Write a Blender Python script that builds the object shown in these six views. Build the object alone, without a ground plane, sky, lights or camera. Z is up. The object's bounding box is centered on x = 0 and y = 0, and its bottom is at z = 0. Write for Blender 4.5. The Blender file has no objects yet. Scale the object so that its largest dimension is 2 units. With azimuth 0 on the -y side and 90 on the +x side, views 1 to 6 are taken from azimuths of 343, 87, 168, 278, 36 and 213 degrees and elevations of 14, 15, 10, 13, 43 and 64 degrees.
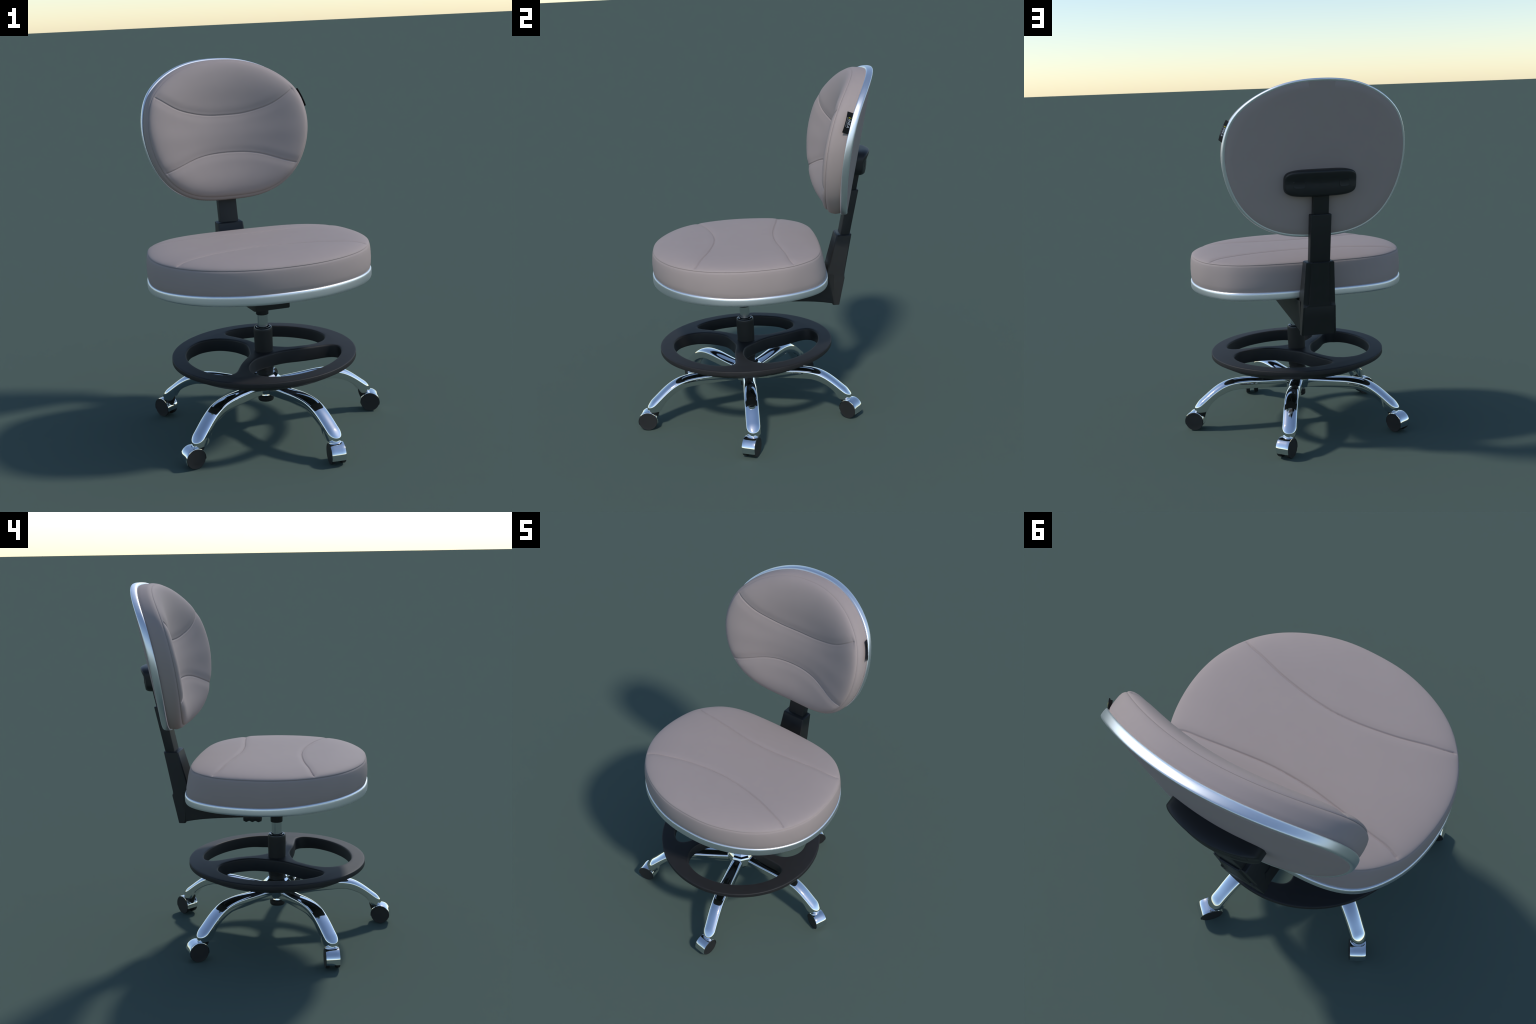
import bpy, bmesh, math
import numpy as np
from mathutils import Matrix, Vector

X0, Y0 = -0.039, -0.057            # column axis; the chair is symmetric about x = X0
rng = np.random.default_rng(7)

# ------------------------------------------------------------------ materials
def principled(name, color, rough, metal=0.0, bump=None, spec=0.5, vary=0.0, vary_scale=6.0, rough_vary=0.0, sheen=0.0):
    m = bpy.data.materials.new(name)
    m.use_nodes = True
    nt = m.node_tree
    b = nt.nodes["Principled BSDF"]
    b.inputs["Base Color"].default_value = (*color, 1)
    b.inputs["Roughness"].default_value = rough
    b.inputs["Metallic"].default_value = metal
    b.inputs["Specular IOR Level"].default_value = spec
    if sheen:
        b.inputs["Sheen Weight"].default_value = sheen
        b.inputs["Sheen Roughness"].default_value = 0.5
    co = nt.nodes.new("ShaderNodeTexCoord")
    if vary:
        n = nt.nodes.new("ShaderNodeTexNoise")
        n.inputs["Scale"].default_value = vary_scale
        n.inputs["Detail"].default_value = 3
        r = nt.nodes.new("ShaderNodeValToRGB")
        r.color_ramp.elements[0].position = 0.3
        r.color_ramp.elements[1].position = 0.7
        r.color_ramp.elements[0].color = (*[c * (1 - vary) for c in color], 1)
        r.color_ramp.elements[1].color = (*[min(1, c * (1 + vary)) for c in color], 1)
        nt.links.new(co.outputs["Object"], n.inputs["Vector"])
        nt.links.new(n.outputs["Fac"], r.inputs["Fac"])
        nt.links.new(r.outputs["Color"], b.inputs["Base Color"])
    if bump:
        scale, strength, dist = bump
        n = nt.nodes.new("ShaderNodeTexNoise")
        n.inputs["Scale"].default_value = scale
        n.inputs["Detail"].default_value = 2
        bp = nt.nodes.new("ShaderNodeBump")
        bp.inputs["Strength"].default_value = strength
        bp.inputs["Distance"].default_value = dist
        nt.links.new(co.outputs["Object"], n.inputs["Vector"])
        nt.links.new(n.outputs["Fac"], bp.inputs["Height"])
        nt.links.new(bp.outputs["Normal"], b.inputs["Normal"])
    return m

LEATHER = principled("mauve_upholstery", (0.362, 0.298, 0.278), 0.70, bump=(420, 0.12, 0.0006), spec=0.22, vary=0.01, vary_scale=9)
SILVER = principled("satin_silver", (0.90, 0.92, 0.94), 0.40, 1.0)
CHROME = principled("polished_chrome", (0.86, 0.87, 0.88), 0.03, 1.0)
STEEL = principled("brushed_steel", (0.72, 0.73, 0.74), 0.10, 1.0)
PLASTIC = principled("black_plastic", (0.0145, 0.0150, 0.0150), 0.50, spec=0.4, bump=(600, 0.08, 0.0004), vary=0.06, vary_scale=20)
RING = principled("charcoal_foam_plastic", (0.0175, 0.0165, 0.0170), 0.58, spec=0.38, bump=(500, 0.1, 0.0004), vary=0.06, vary_scale=20)
GLOSS = principled("gloss_black_ring", (0.05, 0.052, 0.056), 0.16, 0.6)
RUBBER = principled("grey_black_wheel", (0.021, 0.0205, 0.021), 0.5, spec=0.4, vary=0.06, vary_scale=30)
UNDER = principled("dark_underside_board", (0.03, 0.03, 0.032), 0.7)
TAG = principled("black_woven_tag", (0.005, 0.0055, 0.006), 0.8, spec=0.2, bump=(900, 0.2, 0.0004))
YELLOW = principled("yellow_thread", (0.50, 0.46, 0.02), 0.7)
WHITE = principled("pale_thread", (0.42, 0.45, 0.50), 0.7)
GREY = principled("grey_thread", (0.16, 0.17, 0.20), 0.7)

# ------------------------------------------------------------------ helpers
def link(name, mesh, mat, parent=None, smooth=40):
    ob = bpy.data.objects.new(name, mesh)
    bpy.context.collection.objects.link(ob)
    if mat is not None and not mesh.materials:
        mesh.materials.append(mat)
    if smooth is not None:
        mesh.polygons.foreach_set("use_smooth", [True] * len(mesh.polygons))
        mesh.set_sharp_from_angle(angle=math.radians(smooth))
    ob.parent = parent
    return ob

def to_mesh(name, verts, faces):
    me = bpy.data.meshes.new(name)
    me.from_pydata([tuple(map(float, v)) for v in verts], [], faces)
    bm = bmesh.new(); bm.from_mesh(me)
    bmesh.ops.recalc_face_normals(bm, faces=bm.faces)
    bm.to_mesh(me); bm.free()
    return me

def loft(name, rings, cap_start=None, cap_end=None, wrap=False):
    """rings: list of (N,3) arrays of closed sections; caps: None, 'fan' or 'ngon'."""
    n = len(rings[0]); V = np.concatenate(rings); F = []
    m = len(rings)
    for i in range(m if wrap else m - 1):
        a, b = i * n, ((i + 1) % m) * n
        for j in range(n):
            k = (j + 1) % n
            F.append((a + j, a + k, b + k, b + j))
    extra = []
    for cap, base in ((cap_start, 0), (cap_end, (m - 1) * n)):
        if cap == 'ngon':
            F.append(tuple(range(base, base + n)))
        elif cap == 'fan':
            c = len(V) + len(extra)
            extra.append(V[base:base + n].mean(0))
            F += [(base + j, base + (j + 1) % n, c) for j in range(n)]
    if extra:
        V = np.concatenate([V, np.array(extra)])
    return to_mesh(name, V, F)

def lathe(name, prof, n=64, origin=(0, 0, 0)):
    t = np.linspace(0, 2 * np.pi, n, endpoint=False)
    rings = [np.stack([origin[0] + r * np.cos(t), origin[1] + r * np.sin(t), np.full(n, origin[2] + z)], 1) for r, z in prof]
    return loft(name, rings, 'ngon', 'ngon')

def smooth_interp(xs, ys):
    """natural cubic spline through control points"""
    xs = np.array(xs, float); ys = np.array(ys, float); n = len(xs)
    h = np.diff(xs); A = np.eye(n); r = np.zeros(n)
    for i in range(1, n - 1):
        A[i, i - 1], A[i, i], A[i, i + 1] = h[i - 1], 2 * (h[i - 1] + h[i]), h[i]
        r[i] = 6 * ((ys[i + 1] - ys[i]) / h[i] - (ys[i] - ys[i - 1]) / h[i - 1])
    M = np.linalg.solve(A, r)
    def f(x):
        x = np.clip(np.asarray(x, float), xs[0], xs[-1])
        i = np.clip(np.searchsorted(xs, x) - 1, 0, n - 2)
        d = x - xs[i]; e = xs[i + 1] - x; hh = h[i]
        return (M[i] * e**3 + M[i + 1] * d**3) / (6 * hh) + (ys[i] / hh - M[i] * hh / 6) * e + (ys[i + 1] / hh - M[i + 1] * hh / 6) * d
    return f

def polar_outline(half, centre, N):
    """closed outline, mirror symmetric in the first coordinate, through half-outline
    control points (a, b) listed from bottom (a=0) to top (a=0); returns (N,2)."""
    half = np.array(half, float)
    ang = np.arctan2(half[:, 1] - centre, half[:, 0])
    rad = np.hypot(half[:, 0], half[:, 1] - centre)
    ang[0], ang[-1] = -np.pi / 2, np.pi / 2
    a = np.concatenate([-np.pi - ang[1:4][::-1], ang, np.pi - ang[-4:-1][::-1]])
    r = np.concatenate([rad[1:4][::-1], rad, rad[-4:-1][::-1]])
    f = smooth_interp(a, r)
    t = np.linspace(-np.pi, np.pi, N, endpoint=False)
    tm = np.where(np.cos(t) >= 0, np.arcsin(np.sin(t)), np.arcsin(np.sin(t)))
    R = f(tm)
    return np.stack([R * np.cos(t), centre + R * np.sin(t)], 1)

def outline_normals(P):
    d = np.roll(P, -1, 0) - np.roll(P, 1, 0)
    n = np.stack([d[:, 1], -d[:, 0]], 1)
    n /= np.linalg.norm(n, axis=1)[:, None]
    if ((P - P.mean(0)) * n).sum() < 0:
        n = -n
    return n

def rounded_box(name, lo, hi, r, seg=3):
    bm = bmesh.new()
    bmesh.ops.create_cube(bm, size=1)
    lo, hi = np.array(lo), np.array(hi)
    for v in bm.verts:
        v.co = Vector(((lo + hi) / 2 + np.array(v.co) * (hi - lo)))
    bmesh.ops.bevel(bm, geom=list(bm.edges), offset=r, segments=seg, profile=0.5, affect='EDGES')
    me = bpy.data.meshes.new(name); bm.to_mesh(me); bm.free()
    return me

# ------------------------------------------------------------------ root
root = bpy.data.objects.new("office_chair", None)
bpy.context.collection.objects.link(root)
root["label"] = "mauve padded swivel stool chair with footrest ring and chrome base"
root["category"] = "office chair"
root.location = (X0, Y0, 0)
ROOT_OFF = np.array([X0, Y0, 0.0])

def add(name, mesh, mat, parent=root, smooth=40):
    """meshes are written in world coordinates; the root sits at the column foot"""
    ob = link(name, mesh, mat, parent, smooth)
    if parent is root:
        ob.location = (-X0, -Y0, 0)
    return ob

# ------------------------------------------------------------------ seat
N = 1300
SEAT_HALF = [(0, -.571), (.14, -.561), (.27, -.524), (.384, -.466), (.461, -.404), (.526, -.323), (.582, -.205), (.604, -.065),
             (.593, .075), (.566, .175), (.519, .267), (.449, .346), (.347, .394), (.200, .416), (0, .422)]
SO = polar_outline(SEAT_HALF, -.06, N)
SN = outline_normals(SO)

def seat_ring(off, z, off_rear=None):
    w = np.clip((SO[:, 1] - .16) / .24, 0, 1); w = w * w * (3 - 2 * w)
    o = off if off_rear is None else off * (1 - w) + off_rear * w
    P = SO + SN * np.reshape(o, (-1, 1) if np.ndim(o) else (1,))
    # the trim line climbs a little towards the front edge; the crease above stays level
    t = np.clip((-.02 - SO[:, 1]) / .52, 0, 1)
    rise = .018 * t * t * (3 - 2 * t) * np.clip((1.005 - z) / .11, 0, 1) * np.interp(z, [.842, .880], [.45, 1.0])
    return np.stack([X0 + P[:, 0], P[:, 1], z + rise], 1)

front_seam = smooth_interp([0, .1, .2, .3, .36, .42, .47, .50, .60], [-.205, -.212, -.228, -.250, -.268, -.286, -.301, -.314, -.360])
rear_seam = smooth_interp([0, .1, .2, .3, .36, .42, .48, .52, .60], [.134, .138, .150, .164, .173, .180, .188, .201, .235])

def seam_dist(f, a, b):
    a = np.abs(a); e = 1e-3
    s = (f(a + e) - f(np.maximum(a - e, 0))) / (2 * e)
    return np.abs(b - f(a)) / np.sqrt(1 + s * s)

CREASE_Z = 1.028
edge = seat_ring(-.011, CREASE_Z, -.037)
RAD = 230
rings = []
ec = np.array([X0, -.06])
for i in range(RAD):
    u = i / (RAD - 1)
    rho = 1 - .997 * (u ** 1.25)
    P = ec + (edge[:, :2] - ec) * rho
    a, b = P[:, 0] - X0, P[:, 1]
    z = CREASE_Z + .031 * max(0, 1 - rho ** 6) ** .55 + .005 * (1 - rho ** 2)
    z = CREASE_Z + (z - CREASE_Z) * (1 - .28 * np.clip((b - .16) / .2, 0, 1))
    d = np.minimum(seam_dist(front_seam, a, b), seam_dist(rear_seam, a, b))
    fade = min(1, (1 - rho) / .03)
    z += .008 * np.exp(-((b + .40) / .12) ** 2) * (1 - rho ** 6) ** .6
    z -= fade * (.0046 * np.exp(-(d / .0038) ** 2) + .0034 * np.exp(-(d / .018) ** 2))
    rings.append(np.stack([P[:, 0], P[:, 1], z], 1))
seat = add("seat_cushion", loft("seat_cushion", rings, None, 'fan'), LEATHER, smooth=60)

band = []
for off, offr, z in [(-.017, -.042, 1.0295), (-.0135, -.0385, 1.0265), (-.0095, -.0340, 1.0235), (-.0070, -.0310, 1.015), (-.0045, -.026, 1.000), (-.0025, -.020, .975), (-.0015, -.015, .945),
                     (-.0025, -.009, .915), (-.0045, -.009, .895), (-.008, -.011, .886), (-.016, -.018, .880)]:
    band.append(seat_ring(off, z, offr))
add("side_band", loft("side_band", band), LEATHER, seat, smooth=60)

trim_prof = [(-.05, .8410), (-.012, .8410), (-.006, .8415), (-.002, .8435), (-.0003, .847), (.0002, .853), (.0004, .862), (.0004, .871), (.0001, .8765), (-.0012, .8810), (-.0040, .8842), (-.0080, .8855), (-.03, .8855)]
add("seat_trim", loft("seat_trim", [seat_ring(o, z) for o, z in trim_prof], wrap=True), SILVER, seat, smooth=60)
add("seat_board", loft("seat_board", [seat_ring(-.016, .86), seat_ring(-.016, .8425), seat_ring(-.020, .8415)], 'ngon', 'ngon'), UNDER, seat)

# ------------------------------------------------------------------ backrest
# coordinates: a = x - X0 (sideways), z, f = how far a point lies in front of the tilted rear plane
def back_point(a, z, f):
    a, z, f = np.broadcast_arrays(a, z, f)
    return np.stack([X0 + a, .727 + .2045 * (z - 1.97) - f, z], -1)

BACK_HALF = [(0, 1.190), (.10, 1.193), (.208, 1.212), (.308, 1.258), (.388, 1.332), (.443, 1.425), (.476, 1.530), (.486, 1.625),
             (.475, 1.720), (.437, 1.815), (.367, 1.890), (.267, 1.950), (.142, 1.9885), (0, 1.9995)]
BC = 1.60
BO = polar_outline(BACK_HALF, BC, N)
BN = outline_normals(BO)

def bend_rear(a): return .018 + .456 * a * a
def bend_front(a): return .54 * a * a

def back_ring(off, f, bend=0.0):
    """bend 0 follows the shell, 1 follows the cushion's front edge"""
    P = BO + BN * off
    a, z = P[:, 0], P[:, 1]
    return back_point(a, z, f + (1 - bend) * bend_rear(a) + bend * bend_front(a))

upper_seam = smooth_interp([0, .1, .2, .3, .35, .40, .50], [1.684, 1.688, 1.708, 1.746, 1.777, 1.809, 1.865])
lower_seam = smooth_interp([0, .1, .2, .3, .35, .385, .50], [1.474, 1.470, 1.453, 1.420, 1.404, 1.394, 1.370])

FE = .130
E_OFF = (-.024 + .010 * np.sin(np.linspace(-np.pi, np.pi, N, endpoint=False)))[:, None]
eo = BO + BN * E_OFF
rings = []
for i in range(RAD):
    u = i / (RAD - 1)
    rho = 1 - .997 * (u ** 1.25)
    P = np.array([0, BC]) + (eo - [0, BC]) * rho
    a, z = P[:, 0], P[:, 1]
    f = FE + bend_front(a) + .055 * max(0, 1 - rho ** 6) ** .6 - .021 * (1 - rho ** 2) ** 1.5
    f = f + .005 * max(0, 1 - rho ** 4) * (np.exp(-((z - 1.84) / .085) ** 2) + np.exp(-((z - 1.31) / .075) ** 2) + np.exp(-((z - 1.58) / .06) ** 2))
    du, dl = seam_dist(upper_seam, a, z), seam_dist(lower_seam, a, z)
    d = np.minimum(du, dl)
    fade = min(1, (1 - rho) / .03)
    f = f - fade * (.0042 * np.exp(-(d / .0038) ** 2) + .0065 * np.exp(-(d / .030) ** 2))
    rings.append(back_point(a, z, f))
back = add("backrest_cushion", loft("backrest_cushion", rings, None, 'fan'), LEATHER, smooth=60)

band = []
for off, u in [(E_OFF - .003, 1.012), (E_OFF - .0005, .997), (E_OFF + .0025, .965), (E_OFF * .70, .91), (E_OFF * .50, .82), (E_OFF * .36, .66), (-.007, .45), (-.007, .25), (-.009, .10), (-.013, 0), (-.018, -.06)]:
    # u runs from the trim (0) to the front seam (1)
    P = BO + BN * off
    f0, f1 = bend_rear(P[:, 0]) + .036, FE + bend_front(P[:, 0])
    band.append(back_point(P[:, 0], P[:, 1], f0 + (f1 - f0) * u))
add("side_band", loft("side_band.001", band), LEATHER, back, smooth=60)

trim_prof = [(-.04, .004), (-.012, .0012), (-.008, .0), (-.0045, .0006), (-.0018, .003), (-.0005, .0065), (0, .012), (.0004, .021), (0, .029), (-.001, .0335), (-.0035, .0367), (-.007, .0380), (-.03, .0380)]
add("backrest_trim", loft("backrest_trim", [back_ring(o, f) for o, f in trim_prof], wrap=True), SILVER, back, smooth=60)
shell = []
for rho, f in [(1, .012), (1, .0030), (.996, .0014), (.9, .001), (.8, .001), (.7, .001), (.6, .001), (.5, .001), (.4, .001), (.3, .001), (.2, .001), (.1, .001), (.003, .001)]:
    P = np.array([0, BC]) + (BO + BN * -.0095 - [0, BC]) * rho
    shell.append(back_point(P[:, 0], P[:, 1], f + bend_rear(P[:, 0])))
add("back_panel", loft("back_panel", shell, None, 'fan'), LEATHER, back, smooth=50)

# label sewn into the trim joint, with its lettering
c00, c01 = np.array([.413, .516, 1.809]), np.array([.396, .552, 1.794])      # top: free edge, sewn edge
c10, c11 = np.array([.450, .480, 1.708]), np.array([.435, .517, 1.693])      # bottom
def label_point(s, t, h=0.0):
    """s: 0 top .. 1 bottom, t: 0 free edge .. 1 sewn edge"""
    p = (c00 * (1 - s) + c10 * s) * (1 - t) + (c01 * (1 - s) + c11 * s) * t
    ex = (c10 - c00) / np.linalg.norm(c10 - c00); ey = c01 - c00
    n = np.cross(ex, ey); n /= np.linalg.norm(n)
    return p + n * (h + .003 + .005 * (1 - (2 * s - 1) ** 2)), ex, ey / np.linalg.norm(ey), n
S, Tn = 25, 5
vs, fs = [], []
for h in (0, -.003):
    for i in range(S):
        for j in range(Tn):
            vs.append(label_point(i / (S - 1), j / (Tn - 1) * 1.15, h)[0])
q = lambda l, i, j: l * S * Tn + i * Tn + j
for i in range(S - 1):
    for j in range(Tn - 1):
        fs += [(q(0, i, j), q(0, i + 1, j), q(0, i + 1, j + 1), q(0, i, j + 1)), (q(1, i, j), q(1, i, j + 1), q(1, i + 1, j + 1), q(1, i + 1, j))]
    fs += [(q(0, i, 0), q(1, i, 0), q(1, i + 1, 0), q(0, i + 1, 0)), (q(0, i, Tn - 1), q(0, i + 1, Tn - 1), q(1, i + 1, Tn - 1), q(1, i, Tn - 1))]
for j in range(Tn - 1):
    fs += [(q(0, 0, j), q(0, 0, j + 1), q(1, 0, j + 1), q(1, 0, j)), (q(0, S - 1, j), q(1, S - 1, j), q(1, S - 1, j + 1), q(0, S - 1, j + 1))]
tag = add("label", to_mesh("label", vs, fs), TAG, root, 40)

LABEL_LEN, LABEL_W = np.linalg.norm(c10 - c00), np.linalg.norm(c01 - c00)
def on_label(me):
    """map a flat mesh drawn in label units (x along, y across, metres) onto the curved label"""
    for v in me.vertices:
        p, *_ , n = label_point(v.co.x / LABEL_LEN, v.co.y / LABEL_W, .0007 + v.co.z)
        v.co = Vector(p)

def letter(ch, x, y, size, mat, sx=1.0):
    cu = bpy.data.curves.new("letter", 'FONT')
    cu.body = ch; cu.size = size; cu.extrude = .0004; cu.shear = .15; cu.offset = size * .012
    tmp = bpy.data.objects.new("letter_tmp", cu)
    bpy.context.collection.objects.link(tmp)
    dg = bpy.context.evaluated_depsgraph_get()
    me = bpy.data.meshes.new_from_object(tmp.evaluated_get(dg))
    xs = [v.co.x for v in me.vertices]
    w = (max(xs) - min(xs)) * sx
    for v in me.vertices:
        v.co.x = x + (v.co.x - min(xs)) * sx
        v.co.y = y + v.co.y
    bpy.data.objects.remove(tmp); bpy.data.curves.remove(cu)
    on_label(me)
    me.materials.clear()
    add("letter", me, mat, tag, None)
    return w
x = .028
for ch, mat in (("L", YELLOW), ("I", WHITE), ("N", WHITE), ("E", WHITE), ("A", WHITE)):
    x += letter(ch, x, .0135, .0200, mat, .92) + .0018
# second, unreadably small line of woven text: short upright strokes
vs, fs = [], []
x = .030
while x < .082:
    w = float(rng.uniform(.0012, .003)); h = float(rng.uniform(.0035, .0055))
    y = .0035
    o = len(vs)
    vs += [(x, y, 0), (x + w, y, 0), (x + w, y + h, 0), (x, y + h, 0), (x, y, .0005), (x + w, y, .0005), (x + w, y + h, .0005), (x, y + h, .0005)]
    fs += [tuple(o + k for k in f) for f in ((0, 3, 2, 1), (4, 5, 6, 7), (0, 1, 5, 4), (1, 2, 6, 5), (2, 3, 7, 6), (3, 0, 4, 7))]
    x += w + float(rng.choice([.0008, .0009, .0022]))
me = to_mesh("woven_text", vs, fs); on_label(me)
ob = add("woven_text", me, GREY, tag, None); ob["kind"] = "stuff"

# ------------------------------------------------------------------ backrest post
def post_box(name, z0, z1, w0, w1, ff0, ff1, fb0, fb1, r=.005, n_z=2):
    """box that leans with the backrest; w half width, ff / fb front and back offsets at both ends"""
    bm = bmesh.new()
    vs = []
    for z, w, ff, fb in ((z0, w0, ff0, fb0), (z1, w1, ff1, fb1)):
        for a, f in ((-w, ff), (w, ff), (w, fb), (-w, fb)):
            vs.append(bm.verts.new(back_point(a, z, f)))
    for f in ((0, 1, 2, 3), (4, 7, 6, 5), (0, 4, 5, 1), (1, 5, 6, 2), (2, 6, 7, 3), (3, 7, 4, 0)):
        bm.faces.new([vs[k] for k in f])
    bmesh.ops.recalc_face_normals(bm, faces=bm.faces)
    bmesh.ops.bevel(bm, geom=list(bm.edges), offset=r, segments=3, profile=0.5, affect='EDGES')
    me = bpy.data.meshes.new(name); bm.to_mesh(me); bm.free()
    return me

post = add("backrest_post", post_box("backrest_post", 1.00, 1.315, .0545, .0545, .028, .026, -.026, -.031), PLASTIC)
add("inner_tube", post_box("inner_tube", 1.25, 1.46, .042, .042, .016, .016, -.020, -.022), PLASTIC, post)

# lower sleeve: front core with a raised rear spine and a full block below the step
sleeve_sections = []
def sleeve_section(z, w, ff, fb, notch_w, notch_d):
    """outline (a, f) anticlockwise with notched rear corners"""
    c = .006
    pts = [(-w + c, ff), (w - c, ff), (w, ff - c), (w, fb + notch_d + .002), (w - .003, fb + notch_d), (w - notch_w, fb + notch_d), (w - notch_w - .004, fb + .001), (w - notch_w - .006, fb),
           (-w + notch_w + .006, fb), (-w + notch_w + .004, fb + .001), (-w + notch_w, fb + notch_d), (-w + .003, fb + notch_d), (-w, fb + notch_d + .002), (-w, ff - c)]
    pts = np.array(pts)
    return back_point(pts[:, 0], np.full(len(pts), z), pts[:, 1])
top_chamfer = .004
secs = [sleeve_section(1.0555 + .004, .070, .046, -.033, .022, .006),
        sleeve_section(1.0555, .0755, .052, -.039, .026, .009),
        sleeve_section(.835, .0870, .070, -.0385, .030, .009),
        sleeve_section(.822, .0876, .071, -.0385, .026, .0075),
        sleeve_section(.815, .0880, .072, -.0385, .012, .0015),
        sleeve_section(.810, .0885, .060, -.0385, .006, .0005),
        sleeve_section(.75, .0910, .035, -.037, .006, .0005),
        sleeve_section(.6535, .0957, .004, -.035, .006, .0005),
        sleeve_section(.6515, .0940, .002, -.033, .006, .0005)]
# widen the front into the arm: handled by the arm box itself
add("post_sleeve", loft("post_sleeve", secs, 'ngon', 'ngon'), PLASTIC, post, smooth=35)

# arm under the seat
bottom = smooth_interp([-.25, .115, .25, .39, .47], [.721, .695, .687, .673, .656])
ys = np.linspace(-.25, .465, 24)
arm_secs = []
for k, y in enumerate(ys):
    ins = .004 if k in (0,) else 0
    w, zb, zt = .0985 - ins - .007 * max(0, (y - .36) / .1), float(bottom(y)) + ins, .834
    c = .005
    pts = [(-w + c, zb), (w - c, zb), (w, zb + c), (w, zt), (-w, zt), (-w, zb + c)]
    arm_secs.append(np.array([(X0 + a, y + (0.0), z) for a, z in pts]))
arm = add("seat_arm", loft("seat_arm", arm_secs, 'ngon', 'ngon'), PLASTIC, smooth=35)

# height lever: a rod running out under the left edge of the seat with a finger-grooved grip
def tube(name, p, q, r, n=20):
    p, q = np.array(p, float), np.array(q, float)
    d = (q - p) / np.linalg.norm(q - p); u = np.cross(d, [0, 0, 1]); u /= np.linalg.norm(u); v = np.cross(d, u)
    t = np.linspace(0, 2 * np.pi, n, endpoint=False)
    ring = r * (np.cos(t)[:, None] * u + np.sin(t)[:, None] * v)
    return loft(name, [p + ring, q + ring], 'ngon', 'ngon')
add("lever_rod", tube("lever_rod", (X0 - .08, .0, .800), (-.525, .0, .812), .007), PLASTIC, arm)
gy = np.linspace(-.048, .048, 49)
gs = []
for y in gy:
    e = min(1, (1 - abs(y) / .0481) / .08) ** .5
    zb = .787 + .006 * (.5 - .5 * np.cos(2 * np.pi * (y + .048) / .032 + np.pi)) * (1 if abs(y) < .046 else 0) + .012 * (1 - e)
    zt = .832
    w = .017 * (.6 + .4 * e)
    c = .005
    gs.append(np.array([(-.535 + a, .005 + y, z) for a, z in [(-w + c, zb), (w - c, zb), (w, zb + c), (w, zt - c), (w - c, zt), (-w + c, zt), (-w, zt - c), (-w, zb + c)]]))
add("lever_grip", loft("lever_grip", gs, 'ngon', 'ngon'), PLASTIC, arm, smooth=50)

# grip block that clamps the post to the backrest
def rounded_rect(w, h, r, n=96):
    t = np.linspace(0, 2 * np.pi, n, endpoint=False)
    p = 4.2
    c, s = np.cos(t), np.sin(t)
    k = (np.abs(c) ** p + np.abs(s) ** p) ** (-1 / p)
    return np.stack([w * k * c, h * k * s], 1)
BLK = 144
blk = rounded_rect(1, 1, 0, BLK)
def block_rear(a, zc):
    """depth of the rear face: a lip along the top, a shallow hollow, a fuller foot; bowed sideways"""
    q = np.clip(zc / .075, -1.2, 1.2)
    prof = smooth_interp([-1.2, -.7, -.3, .15, .55, .8, 1.2], [-.046, -.052, -.051, -.047, -.053, -.054, -.048])
    return prof(q) + 1.25 * a * a
gr = []
for sc, f in [(1.0, .05), (1.0, .0)]:
    P = blk * [.187, .070]
    gr.append(back_point(P[:, 0], 1.479 + P[:, 1], f + 0 * P[:, 0]))
for k, s in [(.25, 1.0), (.48, .99), (.68, .97), (.84, .94), (.94, .905), (1.0, .86), (1.0, .75), (1.0, .6), (1.0, .45), (1.0, .3), (1.0, .15), (1.0, .01)]:
    P = blk * [.187, .070]
    inset = (1 - s) * .077 if s > .855 else None
    Q = P * [1 - (1 - s) * (.077 / .189 if s > .8 else 1), s] if s > .855 else None
    if Q is None:
        base = P * [1 - .13 * .077 / .189, .87]
        Q = base * (s / .87)
    rear = block_rear(Q[:, 0], Q[:, 1])
    gr.append(back_point(Q[:, 0], 1.479 + Q[:, 1], rear * k))
block = add("grip_block", loft("grip_block", gr, 'ngon', 'fan'), PLASTIC, smooth=60)
pill = rounded_rect(.030, .0175, 0, 48)
for sx in (-1, 1):
    pr = []
    for s, h in [(1.06, -.003), (1.04, .0008), (1.0, .0018), (.93, .0013), (.6, .0009), (.05, .0008)]:
        a = sx * .118 + pill[:, 0] * s * 1.0; zc = -.004 + pill[:, 1] * s
        pr.append(back_point(a, 1.479 + zc, block_rear(a, zc) - h))
    add("thumb_pad", loft("thumb_pad", pr, None, 'fan'), PLASTIC, block, smooth=60)

# ------------------------------------------------------------------ column
col = add("column_sleeve", lathe("column_sleeve", [(.030, .576), (.043, .5765), (.048, .574), (.0505, .569), (.0512, .56), (.0500, .45), (.0490, .40), (.0470, .315), (.0470, .29)], origin=(X0, Y0, 0)), PLASTIC)
add("gas_rod", lathe("gas_rod", [(.029, .56), (.029, .70)], 48, (X0, Y0, 0)), STEEL, col)
add("rod_seal", lathe("rod_seal", [(.0495, .571), (.0488, .5755), (.046, .5785), (.040, .5800), (.034, .5790), (.031, .5760), (.029, .5760)], 48, (X0, Y0, 0)), GLOSS, col)
add("column_collar", lathe("column_collar", [(.030, .649), (.0335, .650), (.0345, .653), (.0345, .735)], 48, (X0, Y0, 0)), PLASTIC, col)

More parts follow.
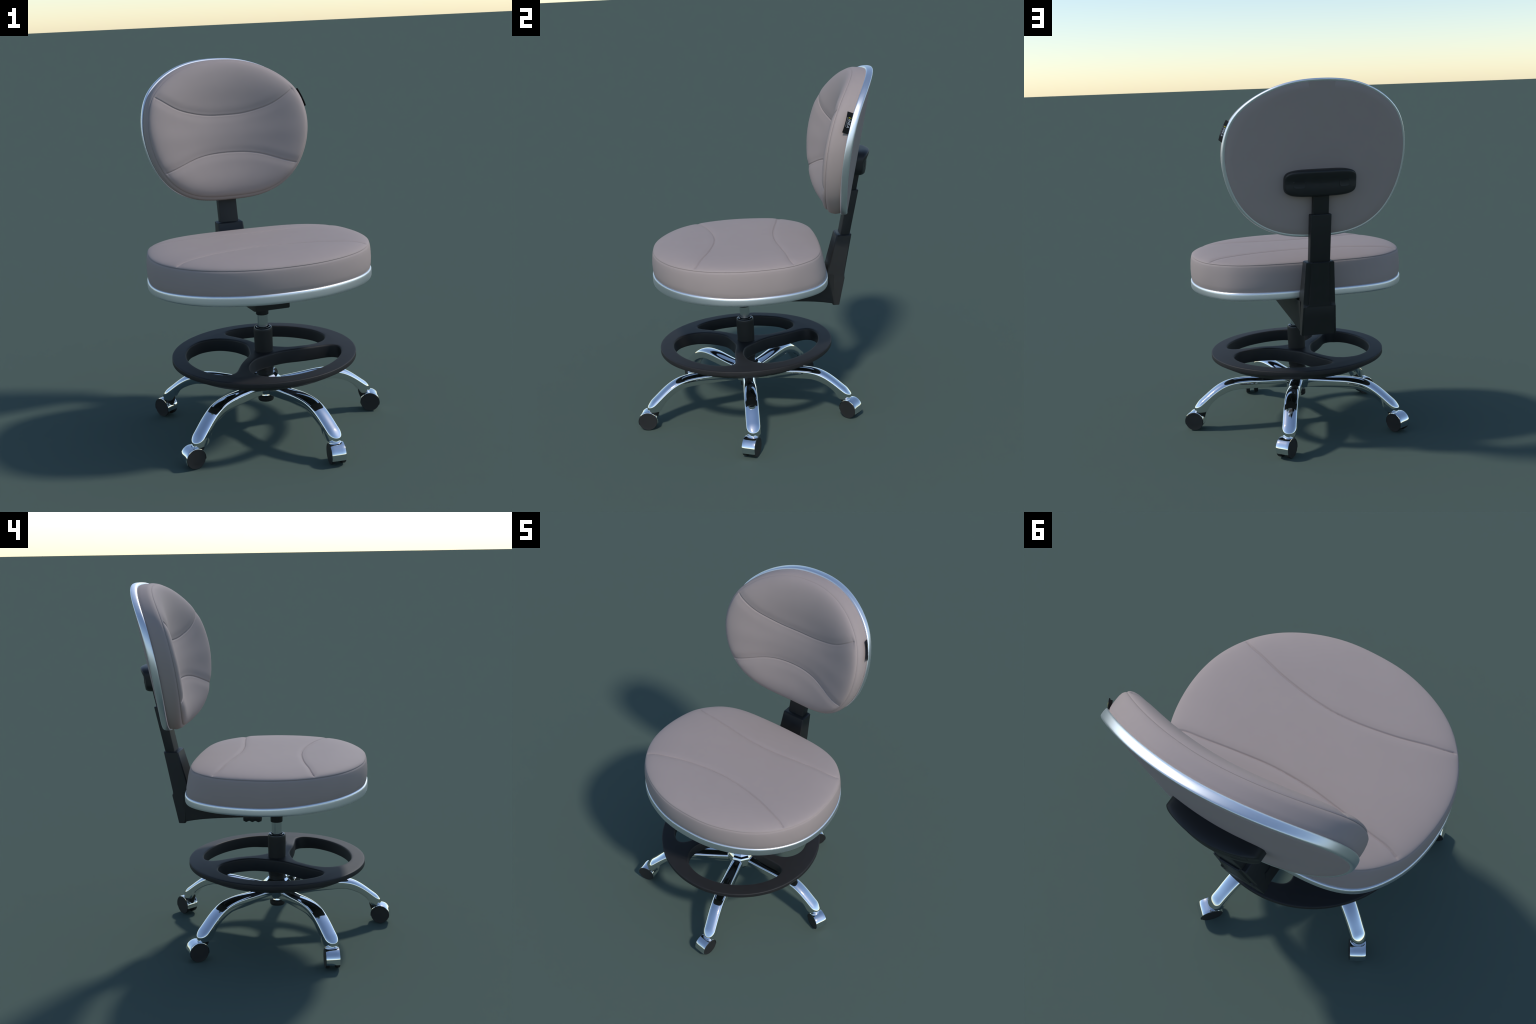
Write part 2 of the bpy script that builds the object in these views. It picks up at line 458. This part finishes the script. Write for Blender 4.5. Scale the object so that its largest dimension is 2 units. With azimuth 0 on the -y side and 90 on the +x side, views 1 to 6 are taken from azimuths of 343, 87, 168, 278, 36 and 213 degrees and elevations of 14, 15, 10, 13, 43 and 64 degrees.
# ------------------------------------------------------------------ footrest ring (outer disc with three rounded sector holes)
def fillet_polygon(P, radii, n=14):
    out = []
    m = len(P)
    for i in range(m):
        a, b, c = P[i - 1], P[i], P[(i + 1) % m]
        r = radii[i]
        if r == 0:
            out.append(b); continue
        u, v = (a - b), (c - b)
        lu, lv = np.linalg.norm(u), np.linalg.norm(v)
        u, v = u / lu, v / lv
        ang = math.acos(np.clip(u @ v, -1, 1))
        d = min(r / math.tan(ang / 2), lu * .98, lv * .98)
        r2 = d * math.tan(ang / 2)
        p0, p1 = b + u * d, b + v * d
        ctr = b + (u + v) / np.linalg.norm(u + v) * (r2 / math.sin(ang / 2))
        a0 = math.atan2(*(p0 - ctr)[::-1]); a1 = math.atan2(*(p1 - ctr)[::-1])
        da = (a1 - a0 + math.pi) % (2 * math.pi) - math.pi
        for k in range(n + 1):
            t = a0 + da * k / n
            out.append(ctr + r2 * np.array([math.cos(t), math.sin(t)]))
    return np.array(out)

ROUT = .504
# one hole, as (radius, angle) between the swirling spokes at 0 and 120 degrees
HOLE = [(.425, 30), (.426, 45), (.426, 60), (.426, 75), (.426, 88), (.422, 98), (.409, 105), (.382, 108), (.345, 108.2), (.285, 105.2), (.230, 101.5), (.175, 97), (.130, 91),
        (.099, 79), (.083, 60), (.083, 35), (.103, 10), (.145, -3.5), (.190, -5.5), (.245, -5), (.300, -2), (.345, 2), (.383, 8.5), (.411, 17)]
def closed_spline(P, n=10):
    """Catmull-Rom through a closed list of points"""
    out = []
    m = len(P)
    for i in range(m):
        p0, p1, p2, p3 = P[i - 1], P[i], P[(i + 1) % m], P[(i + 2) % m]
        for k in range(n):
            t = k / n
            out.append(.5 * (2 * p1 + (p2 - p0) * t + (2 * p0 - 5 * p1 + 4 * p2 - p3) * t * t + (3 * p1 - p0 - 3 * p2 + p3) * t ** 3))
    return np.array(out)
hole = closed_spline(np.array([(r * math.cos(math.radians(a)), r * math.sin(math.radians(a))) for r, a in HOLE]))
def resample(P, n):
    L = np.linalg.norm(np.roll(P, -1, 0) - P, axis=1); s = np.concatenate([[0], np.cumsum(L)])
    PP = np.vstack([P, P[:1]]); t = np.linspace(0, s[-1], n, endpoint=False)
    return np.stack([np.interp(t, s, PP[:, 0]), np.interp(t, s, PP[:, 1])], 1)
hole = resample(hole, 200)
for _ in range(4):
    hole = .5 * hole + .25 * (np.roll(hole, 1, 0) + np.roll(hole, -1, 0))

def ring_curve():
    cu = bpy.data.curves.new("footrest_ring", 'CURVE')
    cu.dimensions = '2D'; cu.fill_mode = 'BOTH'
    BEV = .008
    cu.extrude = .022; cu.bevel_depth = BEV; cu.bevel_resolution = 4; cu.offset = -BEV
    t = np.linspace(0, 2 * np.pi, 240, endpoint=False)
    loops = [np.stack([ROUT * np.cos(t), ROUT * np.sin(t)], 1)]
    for k in range(3):
        a = k * 2 * math.pi / 3
        R = np.array([[math.cos(a), -math.sin(a)], [math.sin(a), math.cos(a)]])
        loops.append(hole @ R.T)
    for L in loops:
        sp = cu.splines.new('POLY'); sp.points.add(len(L) - 1); sp.use_cyclic_u = True
        for p, c in zip(sp.points, L):
            p.co = (c[0], c[1], 0, 1)
    tmp = bpy.data.objects.new("tmp", cu); bpy.context.collection.objects.link(tmp)
    dg = bpy.context.evaluated_depsgraph_get()
    me = bpy.data.meshes.new_from_object(tmp.evaluated_get(dg))
    bpy.data.objects.remove(tmp); bpy.data.curves.remove(cu)
    bm = bmesh.new(); bm.from_mesh(me)
    bmesh.ops.remove_doubles(bm, verts=bm.verts, dist=1e-5)
    flat = [f for f in bm.faces if abs(f.normal.z) > .999]
    bmesh.ops.triangulate(bm, faces=flat)
    for _ in range(4):
        long = [e for e in bm.edges if e.calc_length() > .022 and all(abs(f.normal.z) > .999 for f in e.link_faces)]
        if not long:
            break
        bmesh.ops.subdivide_edges(bm, edges=long, cuts=1)
        bmesh.ops.triangulate(bm, faces=[f for f in bm.faces if len(f.verts) > 4])
        flat = [f for f in bm.faces if abs(f.normal.z) > .999]
        bmesh.ops.triangulate(bm, faces=flat)
        flat = [f for f in bm.faces if abs(f.normal.z) > .999]
        bmesh.ops.beautify_fill(bm, faces=flat, edges=[e for e in bm.edges if len(e.link_faces) == 2 and all(abs(f.normal.z) > .999 for f in e.link_faces)])
    for v in bm.verts:
        r = math.hypot(v.co.x, v.co.y)
        # z from -.03 .. +.03; the rim is thinner than the inner wall
        w = min(1, max(0, (r - .42) / .08))
        top, bot = .442 - .003 * w, .367 + .043 * w
        top += .003 * math.exp(-((r - .20) / .09) ** 2)
        u = (v.co.z + .03) / .06
        v.co.x += X0; v.co.y += Y0
        v.co.z = bot + (top - bot) * u
    bm.to_mesh(me); bm.free(); me.name = "footrest_ring"
    me.materials.clear()
    return me
foot = add("footrest_ring", ring_curve(), RING, smooth=35)
add("ring_clamp", lathe("ring_clamp", [(.048, .443), (.058, .442), (.066, .437), (.068, .41), (.060, .385), (.052, .36), (.050, .34), (.048, .335)], 48, (X0, Y0, 0)), RING, foot)

# ------------------------------------------------------------------ star base
# hub: a ten-sided faceted cone, legs leave from every other side
def faceted(name, prof, n, turn, origin):
    t = np.linspace(0, 2 * np.pi, n, endpoint=False) + turn
    return loft(name, [np.stack([origin[0] + r * np.cos(t), origin[1] + r * np.sin(t), np.full(n, z)], 1) for r, z in prof], 'ngon', 'ngon')
base = add("star_base", faceted("star_base", [(.047, .316), (.055, .316), (.090, .281), (.094, .270), (.093, .235), (.086, .212), (.062, .205), (.036, .203), (.024, .200), (.025, .190), (.030, .176)], 10, math.radians(18), (X0, Y0)), CHROME, smooth=25)
add("centre_cap", lathe("centre_cap", [(.020, .183), (.040, .1825), (.0430, .180), (.0435, .168), (.0430, .158), (.0405, .1535), (.02, .153)], 48, (X0, Y0, 0)), PLASTIC, base)

rim = smooth_interp([.05, .09, .22, .30, .37, .44, .50, .55, .585, .605, .625], [.250, .252, .258, .262, .261, .246, .214, .176, .148, .136, .130])
crown = smooth_interp([.05, .09, .22, .30, .37, .44, .50, .55, .585, .605, .625], [.272, .274, .281, .287, .286, .273, .243, .206, .178, .162, .142])
under = lambda r: np.interp(r, [.05, .09, .20, .28, .36, .40, .44, .48, .515, .535, .548, .556, .566, .625], [.212, .213, .222, .226, .228, .226, .214, .195, .169, .148, .127, .114, .109, .109])
TIP, LW = .625, .040
leg_secs = []
rs = np.concatenate([np.linspace(.055, .58, 44), TIP - LW + LW * np.sin(np.linspace(0, 1, 14) * np.pi / 2)[1:] * .999])
ph = np.linspace(0, np.pi, 25)
for r in rs:
    w = LW if r <= TIP - LW else math.sqrt(max(1e-6, LW**2 - (r - (TIP - LW))**2))
    w *= 1 - .08 * max(0, (.3 - r) / .3)
    ze, zc, zb = float(rim(r)), float(crown(r)), float(under(r))
    if r > TIP - LW:
        zc = ze + (zc - ze) * (w / LW) ** .8
    top = np.stack([np.full(25, r), w * np.sign(np.cos(ph)) * np.abs(np.cos(ph)) ** .9, ze + (zc - ze) * np.sin(ph) ** .9], 1)
    low = np.array([(r, -w, zb + .004), (r, -w * .93, zb), (r, -w * .8, zb), (r, -w * .7, zb + .006), (r, 0, zb + .008), (r, w * .7, zb + .006), (r, w * .8, zb), (r, w * .93, zb), (r, w, zb + .004)])
    leg_secs.append(np.vstack([top, low]))
leg_mesh = loft("leg", leg_secs, 'ngon', 'ngon')

# caster meshes in a frame whose origin is the swivel pivot on the floor, +x the trailing direction
AX, WR, HW = .038, .0530, .037
def wheel_mesh(side):
    prof = [(.006, .015), (.043, .015), (.049, .0160), (.052, .018), (.0530, .023), (.0529, .034), (.0522, .0366), (.0505, .0378), (.0492, .0376), (.030, .0382), (.004, .0385)]
    n = 64; t = np.linspace(0, 2 * np.pi, n, endpoint=False)
    rings = [np.stack([AX + r * np.cos(t), np.full(n, side * y), WR + r * np.sin(t)], 1) for r, y in prof]
    return loft("caster_wheel", rings, 'ngon', 'ngon')
wheel_l, wheel_r = wheel_mesh(1), wheel_mesh(-1)

def hood_mesh():
    rings = []
    for th in np.radians(np.linspace(-20, 192, 60)):
        c, s = math.cos(th), math.sin(th)
        sec = []
        for r, y in [(.0536, -HW + .003), (.0545, -HW), (.0560, -HW + .0005), (.0568, -HW + .003), (.0572, -HW * .5), (.0573, 0), (.0572, HW * .5), (.0568, HW - .003), (.0560, HW - .0005), (.0545, HW), (.0536, HW - .003)]:
            sec.append((AX + r * c, y, WR + r * s))
        rings.append(np.array(sec))
    return loft("caster", rings, 'ngon', 'ngon')
hood = hood_mesh()
neck = lathe("caster_neck", [(.026, .130), (.029, .118), (.029, .108), (.025, .092), (.016, .068), (.006, .052)], 40)
axle = rounded_box("axle_block", (AX - .030, -.013, .048), (AX + .030, .013, .088), .006)

for k in range(5):
    a = math.radians(72 * k)
    leg = link("leg", leg_mesh, CHROME, base, 50)
    leg.matrix_local = Matrix.Translation((X0, Y0, 0)) @ Matrix.Rotation(a, 4, 'Z')
    M = Matrix.Translation((0, 0, 0)) @ Matrix.Rotation(a, 4, 'Z') @ Matrix.Translation((.5845, 0, 0)) @ Matrix.Rotation(math.radians(-23), 4, 'Z')
    caster = link("caster", hood, CHROME, root, 50)
    caster.matrix_local = M
    link("caster_wheel", wheel_l, RUBBER, caster, 40)
    link("caster_wheel", wheel_r, RUBBER, caster, 40)
    link("caster_neck", neck, PLASTIC, caster, 40)
    link("axle_block", axle, PLASTIC, caster, 40)
